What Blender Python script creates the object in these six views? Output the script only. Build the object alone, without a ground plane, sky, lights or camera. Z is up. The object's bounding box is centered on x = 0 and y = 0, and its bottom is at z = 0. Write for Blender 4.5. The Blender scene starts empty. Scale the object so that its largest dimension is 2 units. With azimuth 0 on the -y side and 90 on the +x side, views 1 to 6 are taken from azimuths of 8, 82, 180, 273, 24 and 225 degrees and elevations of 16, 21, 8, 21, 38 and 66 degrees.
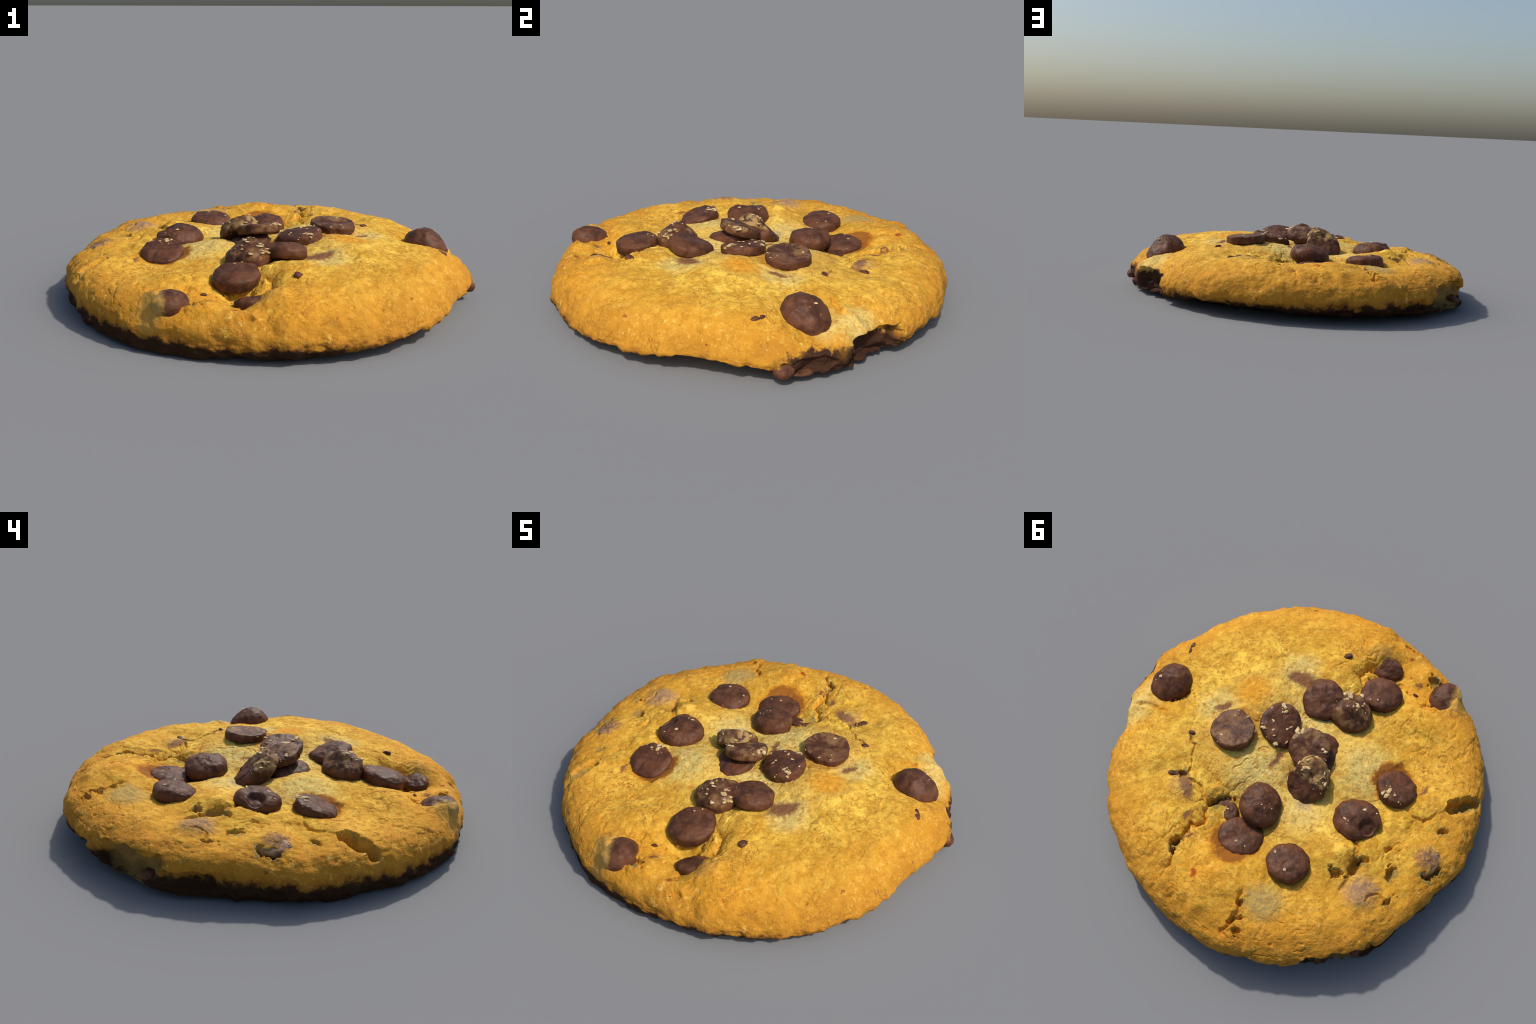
"""A thick round chocolate chip cookie: one lumpy dough body, chocolate chips
half sunk in it, small chocolate fragments and loose dough crumbs on the chips."""
import bpy, math
import numpy as np
from mathutils import Vector, Matrix

# ------------------------------------------------------------------ noise
def _hash(ix, iy, iz, seed):
    h = (ix * 374761393 + iy * 668265263 + iz * 2147483647 + seed * 1274126177) & 0xFFFFFFFF
    h = ((h ^ (h >> 13)) * 1274126177) & 0xFFFFFFFF
    h = ((h ^ (h >> 15)) * 2246822519) & 0xFFFFFFFF
    return ((h ^ (h >> 16)) & 0xFFFF) / 32767.5 - 1.0

def vnoise(P, freq, seed=0):
    """smooth value noise in [-1, 1] at the points P (n x 3)"""
    Q = P * freq + 100.37
    I = np.floor(Q).astype(np.int64)
    F = Q - I
    F = F * F * F * (F * (F * 6 - 15) + 10)
    out = np.zeros(len(P))
    for dx in (0, 1):
        wx = F[:, 0] if dx else 1 - F[:, 0]
        for dy in (0, 1):
            wy = F[:, 1] if dy else 1 - F[:, 1]
            for dz in (0, 1):
                wz = F[:, 2] if dz else 1 - F[:, 2]
                out += wx * wy * wz * _hash(I[:, 0] + dx, I[:, 1] + dy, I[:, 2] + dz, seed)
    return out

def fbm(P, freq, octaves=3, seed=0, gain=0.5):
    a, s = 1.0, np.zeros(len(P))
    for o in range(octaves):
        s += a * vnoise(P, freq * 2.03 ** o, seed + 17 * o)
        a *= gain
    return s

def smooth(a, b, x):
    t = np.clip((x - a) / (b - a), 0, 1)
    return t * t * (3 - 2 * t)

def periodic(values, theta):
    """smooth closed interpolation of evenly spaced values round the circle"""
    v = np.asarray(values, float)
    n = len(v)
    t = (theta % (2 * np.pi)) / (2 * np.pi) * n
    i = np.floor(t).astype(int)
    f = t - i
    p0, p1, p2, p3 = v[(i - 1) % n], v[i % n], v[(i + 1) % n], v[(i + 2) % n]
    return p1 + 0.5 * f * (p2 - p0 + f * (2 * p0 - 5 * p1 + 4 * p2 - p3 + f * (3 * (p1 - p2) + p3 - p0)))

# ------------------------------------------------------------------ dough profile
# every 10 degrees, counted from +x towards +y
RIM_RADIUS = [0.972, 0.950, 0.936, 0.917, 0.946, 0.955, 0.964, 0.976, 0.984, 0.992, 1.010, 1.024,
              1.038, 1.043, 1.042, 1.036, 1.022, 0.990, 0.994, 1.003, 1.010, 1.000, 1.001, 0.998,
              1.000, 0.999, 0.988, 0.992, 0.999, 0.999, 0.990, 0.992, 0.973, 0.956, 0.941, 0.945]
RIM_HEIGHT = [0.082, 0.119, 0.110, 0.116, 0.129, 0.137, 0.142, 0.154, 0.164, 0.154, 0.129, 0.112,
              0.113, 0.112, 0.093, 0.074, 0.080, 0.106]          # every 20 degrees
SHOULDER = [0.308, 0.303, 0.303, 0.300, 0.318, 0.306, 0.289, 0.277, 0.269, 0.265, 0.270, 0.283,
            0.295, 0.295, 0.289, 0.291, 0.303, 0.311]
FOOT_RADIUS = [0.98, 0.967, 0.852, 0.705, 0.60, 0.58, 0.642, 0.90, 1.00, 0.94, 0.92, 0.97,
               1.00, 0.95, 0.80, 0.68, 0.74, 0.90]
FOOT_HEIGHT = [0.068, 0.024, 0.032, 0.042, 0.026, 0.005, 0.008, 0.024, 0.024, 0.003, 0.0, 0.008,
               0.014, 0.003, 0.002, 0.016, 0.068, 0.091]
# measured dough heights (x, y, z) on the top
TOP_POINTS = [(0.274, -0.34, 0.288), (0.444, 0.062, 0.281), (0.196, -0.611, 0.277), (0.824, -0.063, 0.255),
              (0.269, 0.521, 0.256), (-0.123, 0.783, 0.283), (0.057, 0.718, 0.272), (0.436, 0.286, 0.286),
              (-0.776, 0.097, 0.238), (-0.75, -0.32, 0.236), (-0.499, -0.246, 0.232), (-0.47, 0.019, 0.248),
              (-0.391, 0.416, 0.240), (-0.088, 0.302, 0.235), (-0.126, 0.475, 0.215), (-0.441, 0.645, 0.232),
              (-0.738, 0.264, 0.236), (-0.844, -0.095, 0.222), (-0.083, -0.587, 0.232), (-0.04, -0.70, 0.172),
              (-0.061, -0.376, 0.258), (0.094, -0.32, 0.278), (0.145, -0.065, 0.288), (0.288, 0.135, 0.285),
              (-0.055, -0.065, 0.282), (-0.169, 0.014, 0.262), (-0.329, -0.833, 0.178), (0.748, 0.155, 0.225),
              (0.034, 0.442, 0.222), (0.75, 0.40, 0.215), (0.45, -0.65, 0.262), (0.65, -0.40, 0.270),
              (0.55, 0.62, 0.248), (0.20, 0.85, 0.258), (-0.30, -0.14, 0.290), (-0.22, -0.55, 0.245),
              (-0.55, -0.60, 0.216), (-0.28, 0.13, 0.242), (-0.16, 0.19, 0.242), (-0.55, 0.20, 0.282), (0.60, -0.10, 0.280),
              (0.12, -0.80, 0.232), (0.55, 0.40, 0.268), (-0.24, -0.65, 0.236), (-0.37, -0.47, 0.230), (-0.35, -0.60, 0.250), (0.175, 0.256, 0.298),
              (0.335, -0.08, 0.322), (0.40, -0.02, 0.308), (0.10, -0.53, 0.294), (-0.68, 0.01, 0.256), (-0.60, 0.11, 0.268),
              (-0.22, 0.545, 0.248), (-0.27, 0.83, 0.268), (-0.80, 0.41, 0.240), (-0.70, -0.38, 0.244), (0.40, 0.61, 0.258),
              (0.43, -0.50, 0.272), (0.45, 0.53, 0.264), (0.485, 0.44, 0.270), (-0.03, -0.80, 0.174), (-0.30, -0.30, 0.262),
              (-0.25, -0.43, 0.252), (0.05, 0.20, 0.280), (0.03, 0.075, 0.284), (-0.65, -0.12, 0.254), (-0.25, -0.09, 0.294), (0.57, -0.30, 0.286), (-0.65, 0.24, 0.236), (0.80, 0.27, 0.206), (0.0, -0.20, 0.285), (0.40, -0.20, 0.312), (-0.55, -0.46, 0.219), (-0.46, -0.40, 0.222), (-0.62, -0.50, 0.228), (0.21, 0.63, 0.274), (0.41, -0.36, 0.298),
              (0.47, -0.25, 0.308), (0.53, 0.12, 0.284), (0.32, -0.21, 0.320), (0.26, -0.69, 0.256), (0.60, -0.66, 0.205), (-0.47, -0.80, 0.194), (-0.694, -0.09, 0.238),
              (-0.41, 0.78, 0.230), (-0.31, 0.73, 0.272), (-0.30, 0.225, 0.262), (0.22, 0.04, 0.304), (0.13, -0.61, 0.266),
              (0.32, -0.78, 0.246), (0.82, -0.30, 0.232), (0.06, -0.20, 0.278), (-0.61, 0.17, 0.280)]

def rim_fade(s):
    return np.sqrt(np.maximum(1 - s ** 5, 0))

_tp = np.array(TOP_POINTS)
_th = np.arctan2(_tp[:, 1], _tp[:, 0])
_s = np.minimum(np.hypot(_tp[:, 0], _tp[:, 1]) / periodic(RIM_RADIUS, _th), 0.93)
_zr = periodic(RIM_HEIGHT, _th)
_need = _zr + (_tp[:, 2] - _zr) / rim_fade(_s)
_et = np.arange(18) / 18 * 2 * np.pi
_edge = np.c_[periodic(RIM_RADIUS, _et) * 0.93 * np.cos(_et), periodic(RIM_RADIUS, _et) * 0.93 * np.sin(_et)]
_K = np.r_[_tp[:, :2], _edge]
_V = np.r_[_need, np.array(SHOULDER)]
_mean = _V.mean()

def _kernel(a, b, w):
    return np.exp(-((a[:, None, 0] - b[None, :, 0]) ** 2 + (a[:, None, 1] - b[None, :, 1]) ** 2) / (2 * w * w))

# broad swell first, then the finer lumps on top of it
_C1 = np.linalg.solve(_kernel(_K, _K, 0.34) + 0.35 * np.eye(len(_K)), _V - _mean)
_C2 = np.linalg.solve(_kernel(_K, _K, 0.115) + 0.10 * np.eye(len(_K)), _V - _mean - _kernel(_K, _K, 0.34) @ _C1)

def dome(xy):
    """the height field of the top before the rim rounds it off"""
    return _mean + _kernel(xy, _K, 0.34) @ _C1 + _kernel(xy, _K, 0.115) @ _C2

def polyline(xy, pts):
    """distance to a polyline, signed side and position along it (0..1)"""
    best = np.full(len(xy), 9.0)
    along = np.zeros(len(xy))
    side = np.zeros(len(xy))
    pts = np.array(pts, float)
    n = len(pts) - 1
    for i in range(n):
        a, b = pts[i], pts[i + 1]
        d = b - a
        t = np.clip(((xy - a) @ d) / (d @ d), 0, 1)
        q = xy - a - t[:, None] * d
        r = np.hypot(q[:, 0], q[:, 1])
        m = r < best
        best[m] = r[m]
        along[m] = (i + t[m]) / n
        side[m] = np.sign(d[0] * q[m, 1] - d[1] * q[m, 0])
    return best, side, along

# (points, half width, depth, lip height raised on the left side, width of the lip)
CRACKS = [
    ([(-0.745, -0.335), (-0.770, -0.39), (-0.800, -0.455), (-0.865, -0.53)], 0.042, 0.075, 0.016),
    ([(-0.011, 0.892), (0.031, 0.799), (0.077, 0.73), (0.048, 0.69), (0.084, 0.619), (0.049, 0.573), (0.096, 0.511), (0.09, 0.439), (0.06, 0.40)], 0.016, 0.030, -0.012),
    ([(-0.336, 0.658), (-0.35, 0.704), (-0.394, 0.753), (-0.386, 0.778), (-0.401, 0.822), (-0.393, 0.871), (-0.453, 0.889)], 0.011, 0.018, 0.008),
    ([(-0.02, -0.52), (0.07, -0.60), (0.075, -0.66), (0.028, -0.69), (-0.01, -0.75), (-0.02, -0.82)], 0.016, 0.028, -0.028),
    ([(-0.50, 0.10), (-0.57, 0.13), (-0.63, 0.20), (-0.66, 0.34)], 0.014, 0.018, -0.014),
    ([(-0.725, -0.29), (-0.70, -0.22), (-0.64, -0.20)], 0.010, 0.014, -0.006),
    ([(0.27, 0.46), (0.20, 0.44), (0.12, 0.47)], 0.012, 0.016, 0.008),
    ([(0.62, 0.28), (0.70, 0.30), (0.80, 0.36), (0.90, 0.38)], 0.018, 0.020, 0.006),
    ([(0.27, 0.46), (0.33, 0.40), (0.38, 0.33), (0.44, 0.30)], 0.007, 0.010, 0.003),
    ([(-0.86, 0.21), (-0.80, 0.22), (-0.78, 0.30)], 0.008, 0.012, 0.004),
]
# (x, y, radius along, radius across, direction in degrees, depth)
PITS = [(-0.584, 0.29, 0.030, 0.020, 60, 0.045), (-0.624, 0.20, 0.050, 0.024, 95, 0.045), (-0.645, 0.15, 0.024, 0.016, 20, 0.03), (-0.783, 0.099, 0.034, 0.020, 110, 0.045),
        (-0.925, -0.070, 0.050, 0.018, 70, 0.045), (-0.900, -0.010, 0.03, 0.016, 20, 0.04), (-0.816, -0.245, 0.026, 0.017, 40, 0.035), (0.309, 0.457, 0.022, 0.016, 20, 0.03),
        (0.085, 0.435, 0.048, 0.022, 60, 0.050), (0.066, 0.725, 0.034, 0.024, 70, 0.055), (0.045, 0.765, 0.02, 0.016, 70, 0.04), (-0.30, -0.72, 0.05, 0.03, 30, 0.010),
        (-0.37, 0.72, 0.024, 0.012, 60, 0.03), (-0.40, 0.79, 0.03, 0.014, 60, 0.035), (-0.45, 0.83, 0.022, 0.012, 60, 0.03), (-0.05, -0.68, 0.08, 0.05, 40, 0.02),
        (0.64, 0.16, 0.05, 0.03, 80, 0.02), (-0.24, -0.86, 0.03, 0.05, 80, 0.03), (-0.70, 0.02, 0.02, 0.012, 110, 0.02), (-0.86, 0.21, 0.024, 0.016, 100, 0.03), (0.03, -0.94, 0.03, 0.02, 0, 0.02)]
# gentle swellings: (x, y, radius, height)
SWELLS = [(-0.738, 0.270, 0.090, 0.036), (-0.835, -0.085, 0.085, 0.030), (-0.441, 0.645, 0.095, 0.024), (-0.372, -0.858, 0.085, 0.060),
          (0.275, 0.525, 0.060, 0.012), (0.095, -0.785, 0.075, 0.036), (0.30, 0.17, 0.085, 0.010), (-0.56, 0.20, 0.05, 0.015)]
# broken edges: (centre angle, half angle, z low, z high, depth inwards)
BREAKS = [(30, 10, 0.038, 0.158, 0.070), (9, 8, 0.06, 0.11, 0.03), (148, 12, 0.065, 0.180, 0.075), (163, 7, 0.05, 0.13, 0.04),
          (128, 5, 0.05, 0.12, 0.03), (105, 5, 0.05, 0.10, 0.03)]

NA, NTOP, NBOT = 960, 300, 90

def build_dough():
    th = np.arange(NA) / NA * 2 * np.pi
    R, zr = periodic(RIM_RADIUS, th), periodic(RIM_HEIGHT, th)
    rb, zb = periodic(FOOT_RADIUS, th), periodic(FOOT_HEIGHT, th)
    c, s_ = np.cos(th), np.sin(th)
    rows = []
    for k in range(1, NTOP + 1):
        s = 1 - (1 - k / NTOP) ** 1.7
        xy = np.c_[R * s * c, R * s * s_]
        f = rim_fade(np.array([s]))[0]
        H = dome(xy)
        rows.append(np.c_[xy, zr + (H - zr) * f])
    for k in range(1, NBOT + 1):
        t = k / NBOT
        if t < 0.6:
            a = t / 0.6 * np.pi / 2
            cc, ss = np.cos(a) ** 0.8, np.sin(a) ** 0.8
            r = R * (rb + (1 - rb) * cc)
            z = zb + (zr - zb) * (1 - ss)
        else:
            q = (t - 0.6) / 0.4
            r = R * rb * (1 - q * 0.995)
            z = zb * (1 - q) ** 2 + 0.0
        rows.append(np.c_[r * c, r * s_, z * np.ones(NA)])
    G = np.array(rows)
    nrow = len(rows)

    def normals(G):
        du = np.gradient(G, axis=0)
        dv = np.roll(G, -1, 1) - np.roll(G, 1, 1)
        n = np.cross(du, dv)
        return n / np.maximum(np.linalg.norm(n, axis=-1, keepdims=True), 1e-9)

    P = G.reshape(-1, 3)
    N = normals(G).reshape(-1, 3)
    base = P.copy()
    rr = np.hypot(P[:, 0], P[:, 1])
    Rr = np.tile(R, nrow)
    sfrac = rr / Rr
    row = np.repeat(np.arange(nrow), NA)
    istop = row < NTOP
    side = smooth(0.80, 0.97, sfrac)
    xy = P[:, :2]
    warp = np.c_[vnoise(P, 14, 5), vnoise(P, 14, 6)] * 0.014 + np.c_[vnoise(P, 45, 7), vnoise(P, 45, 8)] * 0.006
    wxy = xy + warp

    # soft lumps everywhere, broad dents on the flank, a crumbly lower edge
    lump = 0.0060 * fbm(P, 7, 2, 1) + 0.0042 * fbm(P, 19, 2, 2) + 0.0014 * fbm(P, 55, 3, 3)
    dent = (0.0105 * fbm(P * [1, 1, 1.2], 7.5, 2, 9) + 0.0032 * fbm(P, 22, 2, 12)) * side
    low = smooth(0.115, 0.075, P[:, 2] + 0.02 * vnoise(P, 9, 13)) * side
    crumbly = 0.0095 * fbm(P * [1, 1, 1.5], 21, 3, 10) * low
    under = (~istop) & (row >= NTOP + int(NBOT * 0.45))
    amp = np.where(under, 0.35, 1.0)
    P = P + N * ((lump + dent + crumbly) * amp)[:, None]

    # wrinkles of the crust, mostly on the top
    wr = 1 - np.abs(vnoise(P + np.c_[warp, warp[:, :1]], 17, 21))
    wrinkle = -0.0060 * smooth(0.90, 1.0, wr) * smooth(-0.2, 0.5, vnoise(P, 4, 22))
    P[:, 2] += np.where(istop, wrinkle, 0)

    dz = np.zeros(len(P))
    for x, y, r, h in SWELLS:
        d = np.hypot(wxy[:, 0] - x, wxy[:, 1] - y)
        dz += h * np.exp(-(d / r) ** 2 * 1.2)
    for pts, w, depth, lip in CRACKS:
        d, sd, al = polyline(wxy, pts)
        taper = smooth(-0.02, 0.2, al) * smooth(1.02, 0.85, al) * 0.75 + 0.25
        ww = w * (0.60 + 0.55 * (0.5 + 0.5 * vnoise(P, 22, 31)) + 0.22 * vnoise(P, 70, 32)) * taper
        # steep broken wall on the left, a slope on the right
        q = d / ww
        dz -= depth * taper * np.where(sd > 0, 1 - smooth(0.75, 1.10, q), 1 - smooth(0.05, 1.20, q))
        dz += lip * np.exp(-(d / (w * 2.0)) ** 2) * np.clip(sd * smooth(0.3, 1.2, d / ww), 0, 1) * taper
    for x, y, ra, rb_, ang, depth in PITS:
        a = math.radians(ang)
        ex, ey = wxy[:, 0] - x, wxy[:, 1] - y
        u = (ex * math.cos(a) + ey * math.sin(a)) / ra
        v = (-ex * math.sin(a) + ey * math.cos(a)) / rb_
        dz -= depth * (1 - smooth(0.70, 1.10, np.hypot(u, v) * (1 + 0.45 * vnoise(P, 48, 33) + 0.25 * vnoise(P, 95, 34))))
    # pock marks, denser near the rim
    for seed, fq, dep in ((41, 30, 0.014), (42, 52, 0.008)):
        n = vnoise(P, fq, seed)
        dz -= dep * smooth(0.66, 0.82, n) * (0.2 + 0.6 * side) * smooth(0.0, 0.5, vnoise(P, 5, seed + 5))
    # hollows in which the chips sit
    for ch in CHIPS:
        cx, cy = ch["at"][:2]
        d = np.hypot(wxy[:, 0] - cx, wxy[:, 1] - cy)
        dz -= ch.get("well", 0.010) * np.exp(-((d / (ch["size"][0] * 1.12)) ** 4))
    P[:, 2] += np.where(istop, dz * smooth(1.0, 0.93, sfrac), 0)

    # broken edges
    ang = np.degrees(np.arctan2(P[:, 1], P[:, 0])) % 360
    for ca, ha, lo, hi, depth in BREAKS:
        da = np.abs((ang - ca + 180) % 360 - 180) + 2.0 * vnoise(P, 20, int(ca)) + 1.2 * vnoise(P, 55, int(ca) + 1)
        zz = P[:, 2] + 0.012 * vnoise(P, 26, int(ca) + 2)
        m = smooth(ha, ha * 0.6, da) * smooth(lo - 0.012, lo + 0.012, zz) * smooth(hi + 0.008, hi - 0.008, zz) * smooth(0.6, 0.9, sfrac)
        pull = depth * m * (0.75 + 0.35 * vnoise(P, 18, int(ca) + 3))
        k = 1 - pull / np.maximum(np.hypot(P[:, 0], P[:, 1]), 1e-6)
        P[:, 0] *= k
        P[:, 1] *= k
    P[:, 2] = np.maximum(P[:, 2], 0.0)

    centre_top = P[:NA].mean(0)
    centre_bot = P[-NA:].mean(0)
    verts = np.r_[P, [centre_top], [centre_bot]]
    i = np.arange(NA)
    j = (i + 1) % NA
    quads = []
    for k in range(nrow - 1):
        a = k * NA
        quads.append(np.c_[a + i, a + NA + i, a + NA + j, a + j])
    quads = np.concatenate(quads)
    t0 = np.c_[np.full(NA, len(P)), i, j]
    a = (nrow - 1) * NA
    t1 = np.c_[np.full(NA, len(P) + 1), a + j, a + i]
    return verts, quads, np.r_[t0, t1]

def mesh_from(name, verts, quads, tris=None, mat=None):
    me = bpy.data.meshes.new(name)
    loops = [quads.ravel()]
    sizes = [np.full(len(quads), 4)]
    if tris is not None and len(tris):
        loops.append(tris.ravel())
        sizes.append(np.full(len(tris), 3))
    loops, sizes = np.concatenate(loops), np.concatenate(sizes)
    me.vertices.add(len(verts))
    me.vertices.foreach_set("co", np.asarray(verts, np.float32).ravel())
    me.loops.add(len(loops))
    me.loops.foreach_set("vertex_index", loops.astype(np.int32))
    me.polygons.add(len(sizes))
    me.polygons.foreach_set("loop_start", np.r_[0, np.cumsum(sizes)[:-1]].astype(np.int32))
    me.update(calc_edges=True)
    me.validate()
    me.shade_smooth()
    if mat:
        me.materials.append(mat)
    return me

# ------------------------------------------------------------------ node helper
class Tree:
    def __init__(self, name):
        self.mat = bpy.data.materials.new(name)
        self.mat.use_nodes = True
        self.t = self.mat.node_tree
        self.t.nodes.clear()
        self.out = self.t.nodes.new("ShaderNodeOutputMaterial")
        self.bsdf = self.t.nodes.new("ShaderNodeBsdfPrincipled")
        self.t.links.new(self.bsdf.outputs[0], self.out.inputs[0])
        self.P = self.t.nodes.new("ShaderNodeTexCoord").outputs["Object"]

    def put(self, sock, v):
        if isinstance(v, bpy.types.NodeSocket):
            self.t.links.new(v, sock)
        elif isinstance(v, (tuple, list)) and len(v) == 3 and sock.type == "RGBA":
            sock.default_value = (*v, 1)
        else:
            sock.default_value = v

    def math(self, op, a, b=0.0, clamp=False):
        n = self.t.nodes.new("ShaderNodeMath")
        n.operation = op
        n.use_clamp = clamp
        self.put(n.inputs[0], a)
        self.put(n.inputs[1], b)
        return n.outputs[0]

    def vec(self, op, a, b=(0, 0, 0), scale=None):
        n = self.t.nodes.new("ShaderNodeVectorMath")
        n.operation = op
        self.put(n.inputs[0], a)
        if scale is None:
            self.put(n.inputs[1], b)
        else:
            self.put(n.inputs["Scale"], scale)
        return n.outputs["Value"] if op in ("LENGTH", "DOT_PRODUCT", "DISTANCE") else n.outputs[0]

    def noise(self, scale, detail=3.0, rough=0.55, at=None, color=False, dist=0.0):
        n = self.t.nodes.new("ShaderNodeTexNoise")
        self.put(n.inputs["Vector"], at or self.P)
        n.inputs["Scale"].default_value = scale
        n.inputs["Detail"].default_value = detail
        n.inputs["Roughness"].default_value = rough
        n.inputs["Distortion"].default_value = dist
        return n.outputs["Color" if color else "Fac"]

    def voronoi(self, scale, feature="F1", at=None, out="Distance"):
        n = self.t.nodes.new("ShaderNodeTexVoronoi")
        n.feature = feature
        self.put(n.inputs["Vector"], at or self.P)
        n.inputs["Scale"].default_value = scale
        return n.outputs[out]

    def ramp(self, v, a, b, lo=0.0, hi=1.0):
        n = self.t.nodes.new("ShaderNodeMapRange")
        n.interpolation_type = "SMOOTHSTEP"
        self.put(n.inputs["Value"], v)
        n.inputs["From Min"].default_value = a
        n.inputs["From Max"].default_value = b
        n.inputs["To Min"].default_value = lo
        n.inputs["To Max"].default_value = hi
        return n.outputs[0]

    def mix(self, f, a, b, mode="MIX"):
        n = self.t.nodes.new("ShaderNodeMix")
        n.data_type = "RGBA"
        n.blend_type = mode
        self.put(n.inputs["Factor"], f)
        self.put(n.inputs["A"], a)
        self.put(n.inputs["B"], b)
        return n.outputs["Result"]

    def bump(self, h, strength, distance):
        n = self.t.nodes.new("ShaderNodeBump")
        n.inputs["Strength"].default_value = strength
        n.inputs["Distance"].default_value = distance
        self.put(n.inputs["Height"], h)
        self.put(self.bsdf.inputs["Normal"], n.outputs[0])

    def spot(self, x, y, r0, r1, at, stretch=(1, 1), turn=0.0):
        """1 inside radius r0 of (x, y), fading to 0 at r1, whatever the height"""
        n = self.t.nodes.new("ShaderNodeMapping")
        n.vector_type = "TEXTURE"
        self.put(n.inputs["Vector"], at)
        n.inputs["Location"].default_value = (x, y, 0)
        n.inputs["Rotation"].default_value = (0, 0, math.radians(turn))
        n.inputs["Scale"].default_value = (stretch[0], stretch[1], 1e4)
        return self.ramp(self.vec("LENGTH", n.outputs[0]), r1, r0)

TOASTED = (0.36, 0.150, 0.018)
PAINTED_SHADE = (0.042, 0.018, 0.007)

def dough_material():
    T = Tree("baked_dough")
    wcol = T.vec("SUBTRACT", T.noise(9, 4, 0.6, color=True), (0.5, 0.5, 0.5))
    W = T.vec("ADD", T.P, T.vec("SCALE", wcol, scale=0.10))
    wf = T.vec("SUBTRACT", T.noise(38, 4, 0.7, color=True), (0.5, 0.5, 0.5))
    WF = T.vec("ADD", W, T.vec("SCALE", wf, scale=0.05))
    flat = T.vec("MULTIPLY", W, (1, 1, 0))
    r = T.vec("LENGTH", flat)

    big = T.noise(3.2, 3, 0.5)
    mid = T.noise(15, 4, 0.6)
    patch = T.noise(34, 3, 0.6, dist=0.6)
    fine = T.noise(85, 3, 0.65)
    col = T.mix(T.ramp(mid, 0.32, 0.68), (0.65, 0.345, 0.036), (0.95, 0.615, 0.085))
    col = T.mix(T.math("MULTIPLY", T.ramp(T.noise(6.5, 4, 0.6, dist=0.4), 0.56, 0.40), 0.70), col, (0.60, 0.290, 0.022))
    # paler in the middle and round the chips, golden brown crust towards the rim
    pale = T.ramp(T.math("ADD", r, T.math("MULTIPLY", big, 0.45)), 0.85, 0.40)
    col = T.mix(T.math("MULTIPLY", pale, 0.65), col, (0.78, 0.530, 0.130))
    crust = T.ramp(T.math("ADD", r, T.math("MULTIPLY", T.math("SUBTRACT", mid, 0.5), 0.45)), 0.58, 1.02)
    col = T.mix(T.math("MULTIPLY", crust, 0.80), col, (0.66, 0.285, 0.024))
    rim = T.ramp(T.math("ADD", r, T.math("MULTIPLY", T.math("SUBTRACT", T.noise(7, 4, 0.6), 0.5), 0.30)), 0.84, 1.02)
    col = T.mix(T.math("MULTIPLY", rim, 0.75), col, (0.47, 0.195, 0.018))  # darker golden-brown tint on the flank
    for x, y, a, b, amt in [(0.20, -0.78, 0.05, 0.32, 0.5), (-0.25, -0.80, 0.05, 0.22, 0.7), (0.375, -0.095, 0.03, 0.13, 0.85), (-0.13, 0.72, 0.02, 0.16, 0.5),
                            (-0.45, -0.45, 0.04, 0.22, 0.35), (0.02, 0.62, 0.03, 0.16, 0.45)]:
        col = T.mix(T.math("MULTIPLY", T.spot(x, y, a, b, WF), amt), col, (0.74, 0.31, 0.018))
    for x, y, a, b in [(0.30, -0.36, 0.05, 0.15), (0.455, 0.08, 0.04, 0.13), (-0.24, 0.17, 0.03, 0.16), (-0.34, -0.20, 0.05, 0.20), (0.05, 0.20, 0.05, 0.20),
                       (0.06, -0.20, 0.05, 0.18), (0.80, 0.38, 0.04, 0.14), (0.79, 0.22, 0.03, 0.12)]:
        col = T.mix(T.math("MULTIPLY", T.spot(x, y, a, b, WF), 0.75), col, (0.74, 0.58, 0.19))
    # blotchy crust: browner and creamier flecks
    col = T.mix(T.math("MULTIPLY", T.ramp(patch, 0.50, 0.36), 0.65), col, (0.52, 0.235, 0.022))
    col = T.mix(T.math("MULTIPLY", T.ramp(patch, 0.54, 0.72), T.ramp(T.noise(5.2, 3, 0.5), 0.42, 0.62, 0.10, 0.65)), col, (0.96, 0.66, 0.150))
    # grain
    col = T.mix(T.math("MULTIPLY", T.ramp(fine, 0.56, 0.74), 0.32), col, (0.97, 0.68, 0.16))
    col = T.mix(T.math("MULTIPLY", T.ramp(fine, 0.46, 0.30), 0.45), col, (0.50, 0.24, 0.018))
    # fine irregular brown cracks in the crust, in patches
    for sc, off, wid, lo in ((7.0, (3.1, 0, 0), 0.011, 0.47), (13.0, (0, 7.7, 0), 0.014, 0.50), (24.0, (5.5, 2.2, 0), 0.020, 0.52)):
        n = T.noise(sc, 5, 0.62, at=T.vec("ADD", W, off), dist=0.5)
        line = T.ramp(T.math("ABSOLUTE", T.math("SUBTRACT", n, 0.5)), wid, wid * 0.25)
        m = T.math("MULTIPLY", line, T.ramp(T.noise(5.3, 3, 0.6, at=T.vec("ADD", T.P, off)), lo, lo + 0.10))
        col = T.mix(T.math("MULTIPLY", m, 0.70), col, (0.34, 0.125, 0.018))
    # burnt specks
    spk = T.math("MULTIPLY", T.ramp(T.voronoi(16, at=WF), 0.20, 0.13), T.ramp(T.noise(7.3, 2, 0.5), 0.60, 0.66))
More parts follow.
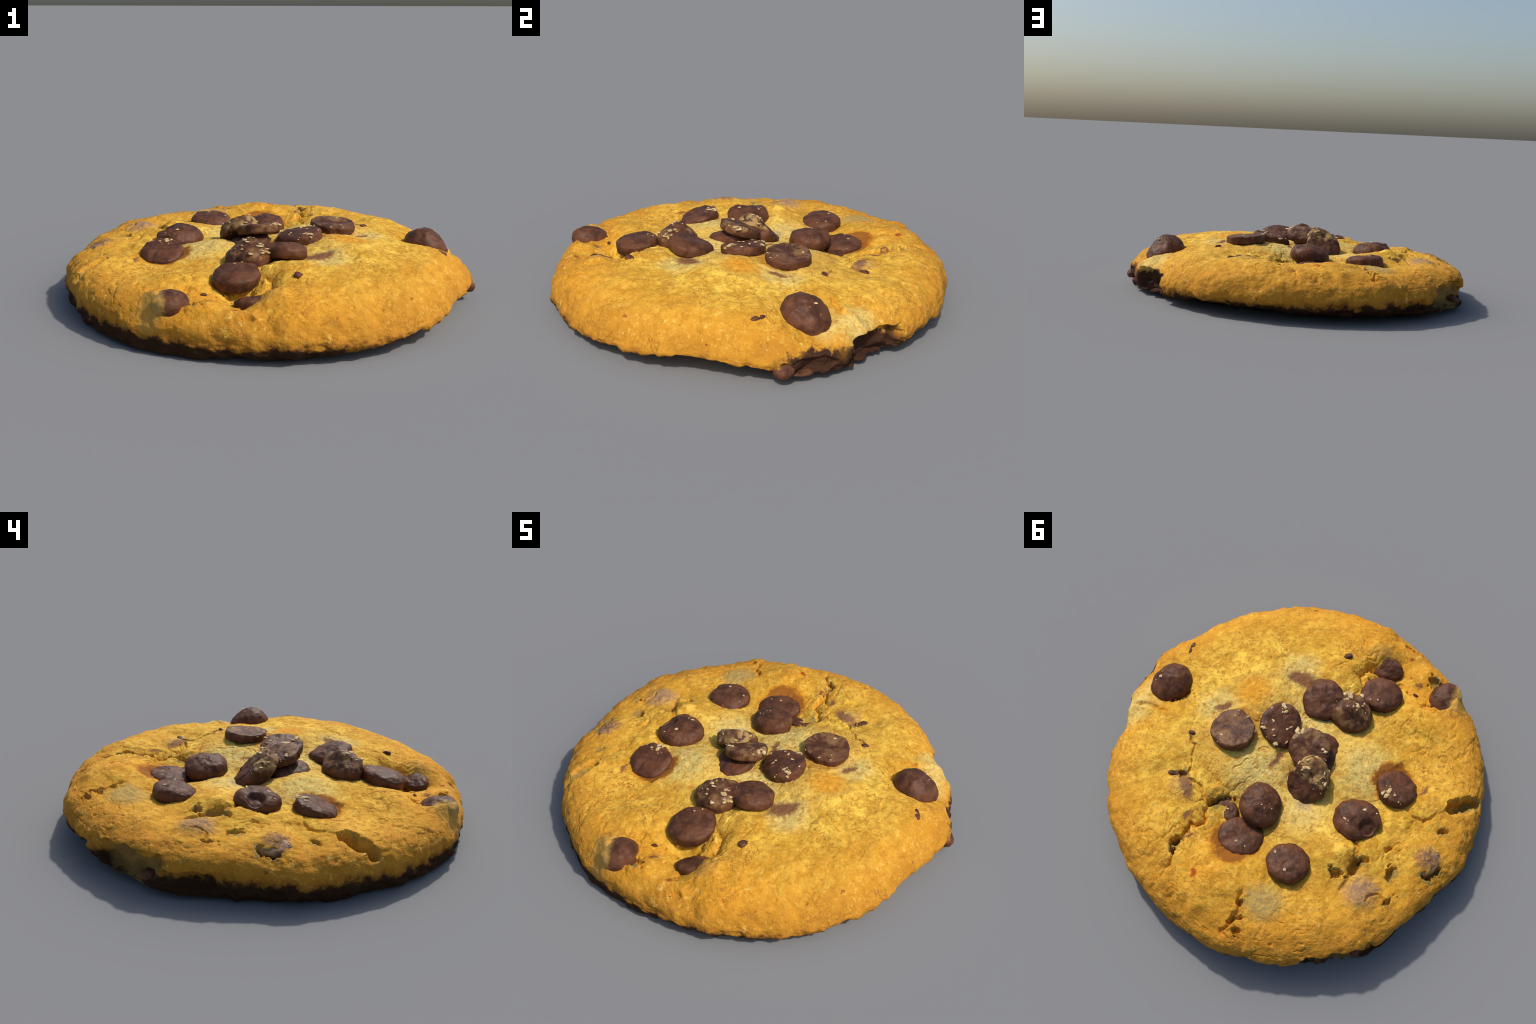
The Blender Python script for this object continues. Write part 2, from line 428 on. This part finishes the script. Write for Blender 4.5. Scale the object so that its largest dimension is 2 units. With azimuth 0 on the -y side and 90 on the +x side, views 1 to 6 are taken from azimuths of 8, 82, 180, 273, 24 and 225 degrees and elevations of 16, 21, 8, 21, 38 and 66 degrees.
    col = T.mix(T.math("MULTIPLY", spk, 0.85), col, (0.30, 0.085, 0.018))
    # caramelised rings round three chips
    for x, y, a, b, amt in [(-0.122, 0.520, 0.100, 0.160, 1.0), (-0.470, -0.262, 0.098, 0.135, 1.0), (0.285, 0.10, 0.10, 0.14, 0.40)]:
        ring = T.spot(x, y, a, b, WF)
        col = T.mix(T.math("MULTIPLY", T.ramp(ring, 0.1, 1.0), amt * 0.75), col, (0.64, 0.24, 0.012))
        col = T.mix(T.math("MULTIPLY", T.ramp(ring, 0.60, 1.0), amt * 0.75), col, (0.22, 0.065, 0.014))
    # cavity shadow coloured dark olive inside the fissures and pits
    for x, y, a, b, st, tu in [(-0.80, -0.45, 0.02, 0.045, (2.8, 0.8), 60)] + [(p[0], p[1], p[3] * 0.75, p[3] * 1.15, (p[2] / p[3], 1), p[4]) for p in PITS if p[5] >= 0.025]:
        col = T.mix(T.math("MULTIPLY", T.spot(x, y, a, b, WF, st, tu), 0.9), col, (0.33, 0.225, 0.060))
    # chocolate smears in the dough
    choc = [(0.268, -0.342, 0.034, 0.072, (1.3, 0.9), 35), (0.445, 0.058, 0.020, 0.045, (0.6, 1.3), -30), (0.25, 0.50, 0.025, 0.065, (1.6, 0.7), -25),
            (0.335, 0.49, 0.010, 0.030, (1, 1), 0), (0.39, 0.31, 0.004, 0.020, (2.2, 0.6), 20), (0.436, 0.286, 0.006, 0.022, (1.4, 1), 0),
            (0.02, 0.10, 0.010, 0.045, (0.6, 1.8), 10), (0.03, 0.05, 0.01, 0.03, (1, 1), 0), (-0.60, -0.33, 0.008, 0.022, (1.8, 0.8), 80),
            (0.05, 0.66, 0.010, 0.026, (1.5, 0.8), 60), (0.13, 0.60, 0.012, 0.030, (1, 1), 0), (-0.79, 0.21, 0.006, 0.020, (1.6, 0.7), 70), (-0.17, -0.79, 0.006, 0.02, (1, 1), 0)]
    for x, y, a, b, st, tu in choc:
        col = T.mix(T.math("MULTIPLY", T.spot(x, y, a, b, WF, st, tu), 0.92), col, (0.215, 0.085, 0.040))
    col = T.mix(T.spot(-0.123, 0.783, 0.012, 0.030, WF), col, (0.40, 0.085, 0.008))
    # dough stretched thin over buried chips: dusty mauve showing through
    for x, y, a, b, c, amt in [(-0.738, 0.270, 0.030, 0.120, (0.33, 0.20, 0.125), 0.95), (-0.441, 0.640, 0.035, 0.130, (0.42, 0.31, 0.115), 0.85),
                               (-0.849, -0.090, 0.030, 0.085, (0.24, 0.125, 0.08), 0.95), (-0.24, 0.155, 0.012, 0.055, (0.36, 0.25, 0.17), 0.8),
                               (0.275, 0.525, 0.03, 0.08, (0.35, 0.2, 0.10), 0.5), (0.09, -0.785, 0.02, 0.09, (0.52, 0.28, 0.06), 0.7), (-0.36, -0.845, 0.05, 0.12, (0.56, 0.32, 0.08), 0.8)]:
        m = T.math("MULTIPLY", T.spot(x, y, a, b, WF), T.ramp(fine, 0.62, 0.46, 0.35, 1.0))
        col = T.mix(T.math("MULTIPLY", m, amt), col, c)
    # toasted foot band, then underside shade painted near-black, ragged edge
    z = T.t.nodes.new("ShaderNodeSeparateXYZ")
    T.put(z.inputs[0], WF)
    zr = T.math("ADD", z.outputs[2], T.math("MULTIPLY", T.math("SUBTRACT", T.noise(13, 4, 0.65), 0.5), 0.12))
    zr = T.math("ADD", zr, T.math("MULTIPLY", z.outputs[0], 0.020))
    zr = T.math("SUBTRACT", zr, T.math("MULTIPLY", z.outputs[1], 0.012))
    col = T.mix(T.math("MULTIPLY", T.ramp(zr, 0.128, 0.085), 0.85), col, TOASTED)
    col = T.mix(T.ramp(zr, 0.094, 0.062), col, PAINTED_SHADE)
    # dark olive patch where the far edge has torn away
    m = T.math("MULTIPLY", T.spot(-0.80, 0.50, 0.10, 0.15, WF, (0.6, 1.5), 148), T.ramp(z.outputs[2], 0.165, 0.150))
    col = T.mix(T.math("MULTIPLY", m, 0.8), col, (0.27, 0.165, 0.050))
    # shade of the hollow, baked as black-brown into the broken edge
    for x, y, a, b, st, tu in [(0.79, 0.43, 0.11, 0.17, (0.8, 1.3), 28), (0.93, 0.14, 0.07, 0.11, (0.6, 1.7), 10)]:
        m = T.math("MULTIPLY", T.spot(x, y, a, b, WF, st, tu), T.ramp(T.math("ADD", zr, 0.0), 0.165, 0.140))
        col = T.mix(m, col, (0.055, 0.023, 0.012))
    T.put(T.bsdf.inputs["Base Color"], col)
    T.bsdf.inputs["Roughness"].default_value = 0.85
    T.bsdf.inputs["Specular IOR Level"].default_value = 0.15
    T.bump(T.math("ADD", T.math("MULTIPLY", fine, 1.0), T.math("MULTIPLY", mid, 1.2)), 0.42, 0.012)
    return T.mat

def chocolate_material(name, dust=0.0, coat=None, rise=0.005, spread=0.47, bare=None):
    """dark chocolate with a bloom; coat = direction from which dough still covers it"""
    T = Tree(name)
    wf = T.vec("SUBTRACT", T.noise(30, 4, 0.7, color=True), (0.5, 0.5, 0.5))
    WF = T.vec("ADD", T.P, T.vec("SCALE", wf, scale=0.05))
    mid, fine = T.noise(18, 5, 0.65), T.noise(110, 3, 0.6)
    col = T.mix(T.ramp(mid, 0.36, 0.66), (0.070, 0.026, 0.013), (0.155, 0.061, 0.028))
    col = T.mix(T.math("MULTIPLY", T.ramp(fine, 0.62, 0.74), 0.30), col, (0.30, 0.16, 0.10))
    col = T.mix(T.math("MULTIPLY", T.ramp(T.noise(9, 2, 0.5), 0.52, 0.68), 0.6), col, (0.125, 0.043, 0.019))
    if dust:
        sep = T.t.nodes.new("ShaderNodeSeparateXYZ")
        T.put(sep.inputs[0], WF)
        m = T.math("MULTIPLY", T.ramp(sep.outputs[2], rise, rise + 0.025), T.ramp(T.noise(20, 4, 0.7), spread, spread + 0.12))
        if bare:
            m = T.math("MULTIPLY", m, T.math("SUBTRACT", 1.0, T.math("MULTIPLY", T.spot(bare[0], bare[1], bare[2] * 0.4, bare[2], WF), 0.8)))
        col = T.mix(T.math("MULTIPLY", m, dust), col, (0.40, 0.245, 0.085))
    if coat:
        d = T.vec("DOT_PRODUCT", WF, coat[0])
        m = T.ramp(d, coat[1], coat[1] + 0.035)
        skin = T.mix(T.ramp(mid, 0.35, 0.65), coat[2], coat[3])
        col = T.mix(m, col, skin)
    T.put(T.bsdf.inputs["Base Color"], col)
    T.bsdf.inputs["Roughness"].default_value = 0.52
    T.bsdf.inputs["Specular IOR Level"].default_value = 0.20
    T.bump(T.math("ADD", mid, T.math("MULTIPLY", fine, 0.4)), 0.30, 0.008)
    return T.mat

# ------------------------------------------------------------------ chips
# at: centre; size: half length, half width, half thickness; lean: (direction the top face
# leans to in degrees, amount); box: 1 = round lens, 0.4 = flat disc with a crisp rim;
# swell: how far a flat top bulges; peak: (x, y, height) of a point on top; shear: sideways drift per height
CHIPS = [
    dict(at=(0.754, 0.150, 0.219), size=(0.120, 0.110, 0.058), lean=(20, 24), box=0.72, swell=0.018, peak=(-0.025, -0.004, 0.026, 0.075), look="plain", crumbs=3, turn=45),
    dict(at=(0.288, 0.135, 0.318), size=(0.113, 0.115, 0.028), lean=(-30, 5), box=0.34, swell=-0.010, look="dusty", crumbs=7, turn=45, well=-0.006),
    dict(at=(0.143, -0.063, 0.302), size=(0.108, 0.122, 0.030), lean=(190, 13), box=0.36, swell=0.004, look="plain", crumbs=24, turn=45),
    dict(at=(-0.063, -0.062, 0.332), size=(0.105, 0.108, 0.027), lean=(110, 16), box=0.34, swell=0.004, look="dusty", crumbs=13, turn=45),
    dict(at=(-0.170, 0.050, 0.275), size=(0.104, 0.132, 0.046), lean=(104, 46), box=0.42, swell=0.006, rough=2.0, look="crusted", crumbs=20, turn=14),
    dict(at=(-0.110, -0.110, 0.262), size=(0.118, 0.11, 0.036), lean=(200, 20), box=0.6, swell=0.006, look="plain", crumbs=1, turn=40),
    dict(at=(-0.084, 0.306, 0.260), size=(0.106, 0.118, 0.056), lean=(195, 6), box=0.82, swell=0.010, look="plain", crumbs=4, turn=45),
    dict(at=(-0.126, 0.480, 0.214), size=(0.116, 0.108, 0.030), lean=(270, 5), box=0.45, swell=0.006, look="plain", crumbs=3, turn=45, well=0.006),
    dict(at=(-0.393, 0.415, 0.246), size=(0.112, 0.106, 0.036), lean=(-70, 9), box=0.50, swell=0.010, look="plain", crumbs=3, turn=45),
    dict(at=(-0.472, 0.020, 0.248), size=(0.122, 0.114, 0.056), lean=(-30, 6), box=0.72, swell=0.012, look="plain", crumbs=5, turn=45, hollow=(-0.054, 0.060, 0.044)),
    dict(at=(-0.499, -0.244, 0.243), size=(0.105, 0.108, 0.030), lean=(-80, 19), box=0.36, swell=0.006, look="plain", crumbs=13, turn=45),
    dict(at=(0.094, -0.322, 0.296), size=(0.108, 0.114, 0.036), lean=(85, 14), box=0.55, swell=0.008, look="plain", crumbs=1, turn=45),
    dict(at=(-0.056, -0.378, 0.276), size=(0.112, 0.108, 0.066), lean=(190, 14), box=0.80, peak=(0.02, 0.0, 0.030, 0.045), look="dusty", crumbs=27, turn=45),
    dict(at=(-0.083, -0.583, 0.244), size=(0.115, 0.102, 0.034), lean=(-85, 11), box=0.40, swell=0.008, look="plain", crumbs=2, turn=45),
    dict(at=(0.030, -0.748, 0.178), size=(0.095, 0.070, 0.040), lean=(120, 15), box=0.6, look="plain", crumbs=0, turn=20, well=0.0),
    dict(at=(-0.320, -0.830, 0.186), size=(0.084, 0.100, 0.064), lean=(60, 10), box=0.9, look="coated", crumbs=0, turn=0, well=0.0),
    dict(at=(-0.855, -0.088, 0.204), size=(0.082, 0.060, 0.036), lean=(180, 14), box=0.85, look="mauve", crumbs=2, turn=100, well=0.0),
    dict(at=(0.030, 0.425, 0.198), size=(0.072, 0.050, 0.024), lean=(30, 8), box=0.7, look="plain", crumbs=2, turn=-20),
    dict(at=(0.960, 0.036, 0.070), size=(0.040, 0.050, 0.032), lean=(0, 20), box=0.7, look="plain", crumbs=0, turn=0, well=0),
    dict(at=(0.905, 0.085, 0.048), size=(0.055, 0.110, 0.013), lean=(10, 8), box=0.8, look="plain", crumbs=0, turn=8, well=0, name="dark_ledge"),
    dict(at=(-0.862, 0.440, 0.082), size=(0.030, 0.080, 0.020), lean=(150, 20), box=0.7, look="plain", crumbs=0, turn=60, well=0),
]
FRAGMENTS = [dict(at=(0.196, -0.611, 0.276), size=(0.026, 0.016, 0.010), turn=60), dict(at=(0.824, -0.063, 0.250), size=(0.040, 0.015, 0.012), turn=115),
             dict(at=(0.436, 0.286, 0.284), size=(0.018, 0.010, 0.008), turn=20), dict(at=(0.345, 0.500, 0.258), size=(0.030, 0.018, 0.010), turn=30),
             dict(at=(-0.60, -0.33, 0.222), size=(0.026, 0.012, 0.010), turn=70), dict(at=(0.05, 0.03, 0.262), size=(0.03, 0.018, 0.008), turn=0),
             dict(at=(-0.20, -0.73, 0.205), size=(0.018, 0.010, 0.007), turn=10)]

def chip_mesh(name, ch, seed, mat, nu=96, nv=56):
    a, b, c = ch["size"]
    e = ch.get("box", 0.9)
    ph = np.linspace(-np.pi / 2, np.pi / 2, nv + 2)[1:-1]
    th = np.arange(nu) / nu * 2 * np.pi
    PH, TH = np.meshgrid(ph, th, indexing="ij")
    cx = np.abs(np.cos(PH)) ** e
    Z = np.sign(PH) * np.abs(np.sin(PH)) ** e
    S = np.c_[(cx * np.cos(TH)).ravel(), (cx * np.sin(TH)).ravel(), Z.ravel()]
    S = np.r_[S, [[0, 0, 1.0], [0, 0, -1.0]]]
    rho = np.hypot(S[:, 0], S[:, 1])
    D = S * [a, b, c]
    up = np.where(S[:, 2] > 0, np.minimum(S[:, 2] * 1.5, 1), 0)
    off = np.array([seed * 3.1, seed * 1.7, seed * 2.3])
    D[:, 2] += up * ch.get("swell", 0) * (1 - rho ** 2)
    # slightly irregular outline
    ang = np.c_[S[:, 0], S[:, 1], np.zeros(len(S))] / np.maximum(rho, 1e-6)[:, None]
    D[:, :2] *= (1 + 0.050 * vnoise(ang + off, 1.3, seed) + 0.022 * vnoise(ang + off, 3.5, seed + 2))[:, None]
    if "peak" in ch:
        px, py, ph_, pr = ch["peak"]
        D[:, 2] += up * ph_ * np.exp(-((D[:, 0] - px) ** 2 + (D[:, 1] - py) ** 2) / (pr * pr))
    n1 = fbm(D + off, 10, 2, seed)
    n2 = fbm(D + off, 34, 3, seed + 3)
    facet = np.abs(vnoise(D + off, 15, seed + 9))
    ln = np.linalg.norm(D, axis=1, keepdims=True)
    D = D + D / np.maximum(ln, 1e-6) * ch.get("rough", 1) * (0.0035 * n1 + 0.0022 * n2 - 0.006 * facet)[:, None]
    D[:, 2] += up * (0.0045 * n1 + 0.0018 * n2)
    if "hollow" in ch:
        hx, hy, hr = ch["hollow"]
        q = np.hypot(D[:, 0] - hx + 0.006 * n2, D[:, 1] - hy) / hr
        D[:, 2] -= 0.030 * (1 - smooth(0.5, 1.1, q)) * up
    az, tilt = ch.get("lean", (0, 0))
    M = Matrix.Rotation(math.radians(tilt), 3, Vector((-math.sin(math.radians(az)), math.cos(math.radians(az)), 0))) @ Matrix.Rotation(math.radians(ch.get("turn", 0)), 3, "Z")
    D = D @ np.array(M).T
    k = np.arange(nu)
    kk = (k + 1) % nu
    quads = np.concatenate([np.c_[r * nu + k, r * nu + kk, (r + 1) * nu + kk, (r + 1) * nu + k] for r in range(nv - 1)])
    n = nv * nu
    tris = np.r_[np.c_[np.full(nu, n + 1), kk, k], np.c_[np.full(nu, n), (nv - 1) * nu + k, (nv - 1) * nu + kk]]
    return mesh_from(name, D, quads, tris, mat), D

def part(name, me, parent, loc=(0, 0, 0)):
    o = bpy.data.objects.new(name, me)
    bpy.context.scene.collection.objects.link(o)
    o.parent = parent
    o.location = loc
    return o

def build():
    root = bpy.data.objects.new("chocolate_chip_cookie", None)
    bpy.context.scene.collection.objects.link(root)
    root["label"] = "thick round golden chocolate chip cookie with cracked crust"
    root["category"] = "cookie"

    v, q, t = build_dough()
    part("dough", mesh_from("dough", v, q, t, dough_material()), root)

    looks = {
        "plain": chocolate_material("chocolate"),
        "dusty": chocolate_material("dusty_chocolate", dust=0.40),
        "crusted": chocolate_material("crusted_chocolate", dust=0.9, rise=0.036, spread=0.40, bare=(0.0, -0.060, 0.055)),
        "coated": chocolate_material("dough_coated_chocolate", coat=((-0.86, -0.30, 0.15), 0.018, (0.42, 0.25, 0.07), (0.62, 0.34, 0.055))),
        "mauve": chocolate_material("floured_chocolate", dust=0.3, coat=((-0.2, 0.25, 0.95), 0.0, (0.30, 0.16, 0.10), (0.50, 0.31, 0.15))),
    }
    rng = np.random.default_rng(7)
    crumbs = []
    for k, ch in enumerate(CHIPS):
        me, D = chip_mesh(ch.get("name", "chocolate_chip"), ch, k + 1, looks[ch["look"]])
        part(ch.get("name", "chocolate_chip"), me, root, ch["at"])
        top = D[D[:, 2] > np.quantile(D[:, 2], 0.62)]
        c0 = top[rng.integers(len(top))]
        for _ in range(ch["crumbs"]):
            # crumbs gather near one or two spots
            if rng.random() < 0.25:
                c0 = top[rng.integers(len(top))]
            near = top[np.argsort(((top - c0) ** 2).sum(1))[: max(20, len(top) // 6)]]
            p = near[rng.integers(len(near))] if rng.random() < 0.75 else top[rng.integers(len(top))]
            crumbs.append((p + np.array(ch["at"]), 0.0028 + 0.0090 * rng.random() ** 2.5))
    for k, fr in enumerate(FRAGMENTS):
        f = dict(fr, box=0.9)
        me, _ = chip_mesh("chocolate_fragment", f, 60 + k, looks["plain"], 32, 18)
        part("chocolate_fragment", me, root, fr["at"])

    # loose dough crumbs stuck to the chips
    ico = bpy.data.meshes.new("tmp")
    import bmesh
    bm = bmesh.new()
    bmesh.ops.create_icosphere(bm, subdivisions=2, radius=1)
    bm.to_mesh(ico)
    bm.free()
    S = np.array([x.co[:] for x in ico.vertices])
    F = np.array([p.vertices[:] for p in ico.polygons])
    bpy.data.meshes.remove(ico)
    V, T3 = [], []
    for k, (p, r) in enumerate(crumbs):
        d = S * (1 + 0.5 * vnoise(S + k * 2.7, 1.9, 3))[:, None] * (r * np.array([1 + rng.random() * 1.2, 1.0, 0.38]))
        a = rng.random() * 6.28
        d = d @ np.array([[math.cos(a), -math.sin(a), 0], [math.sin(a), math.cos(a), 0], [0, 0, 1]])
        T3.append(F + len(V) * len(S))
        V.append(d + p)
    T = Tree("crumb_dough")
    T.put(T.bsdf.inputs["Base Color"], T.mix(T.ramp(T.noise(40, 3), 0.35, 0.65), (0.48, 0.31, 0.12), (0.74, 0.54, 0.27)))
    T.bsdf.inputs["Roughness"].default_value = 0.8
    me = mesh_from("crumb", np.concatenate(V), np.zeros((0, 4), int), np.concatenate(T3), T.mat)
    o = part("crumb", me, root)
    o["kind"] = "stuff"

build()
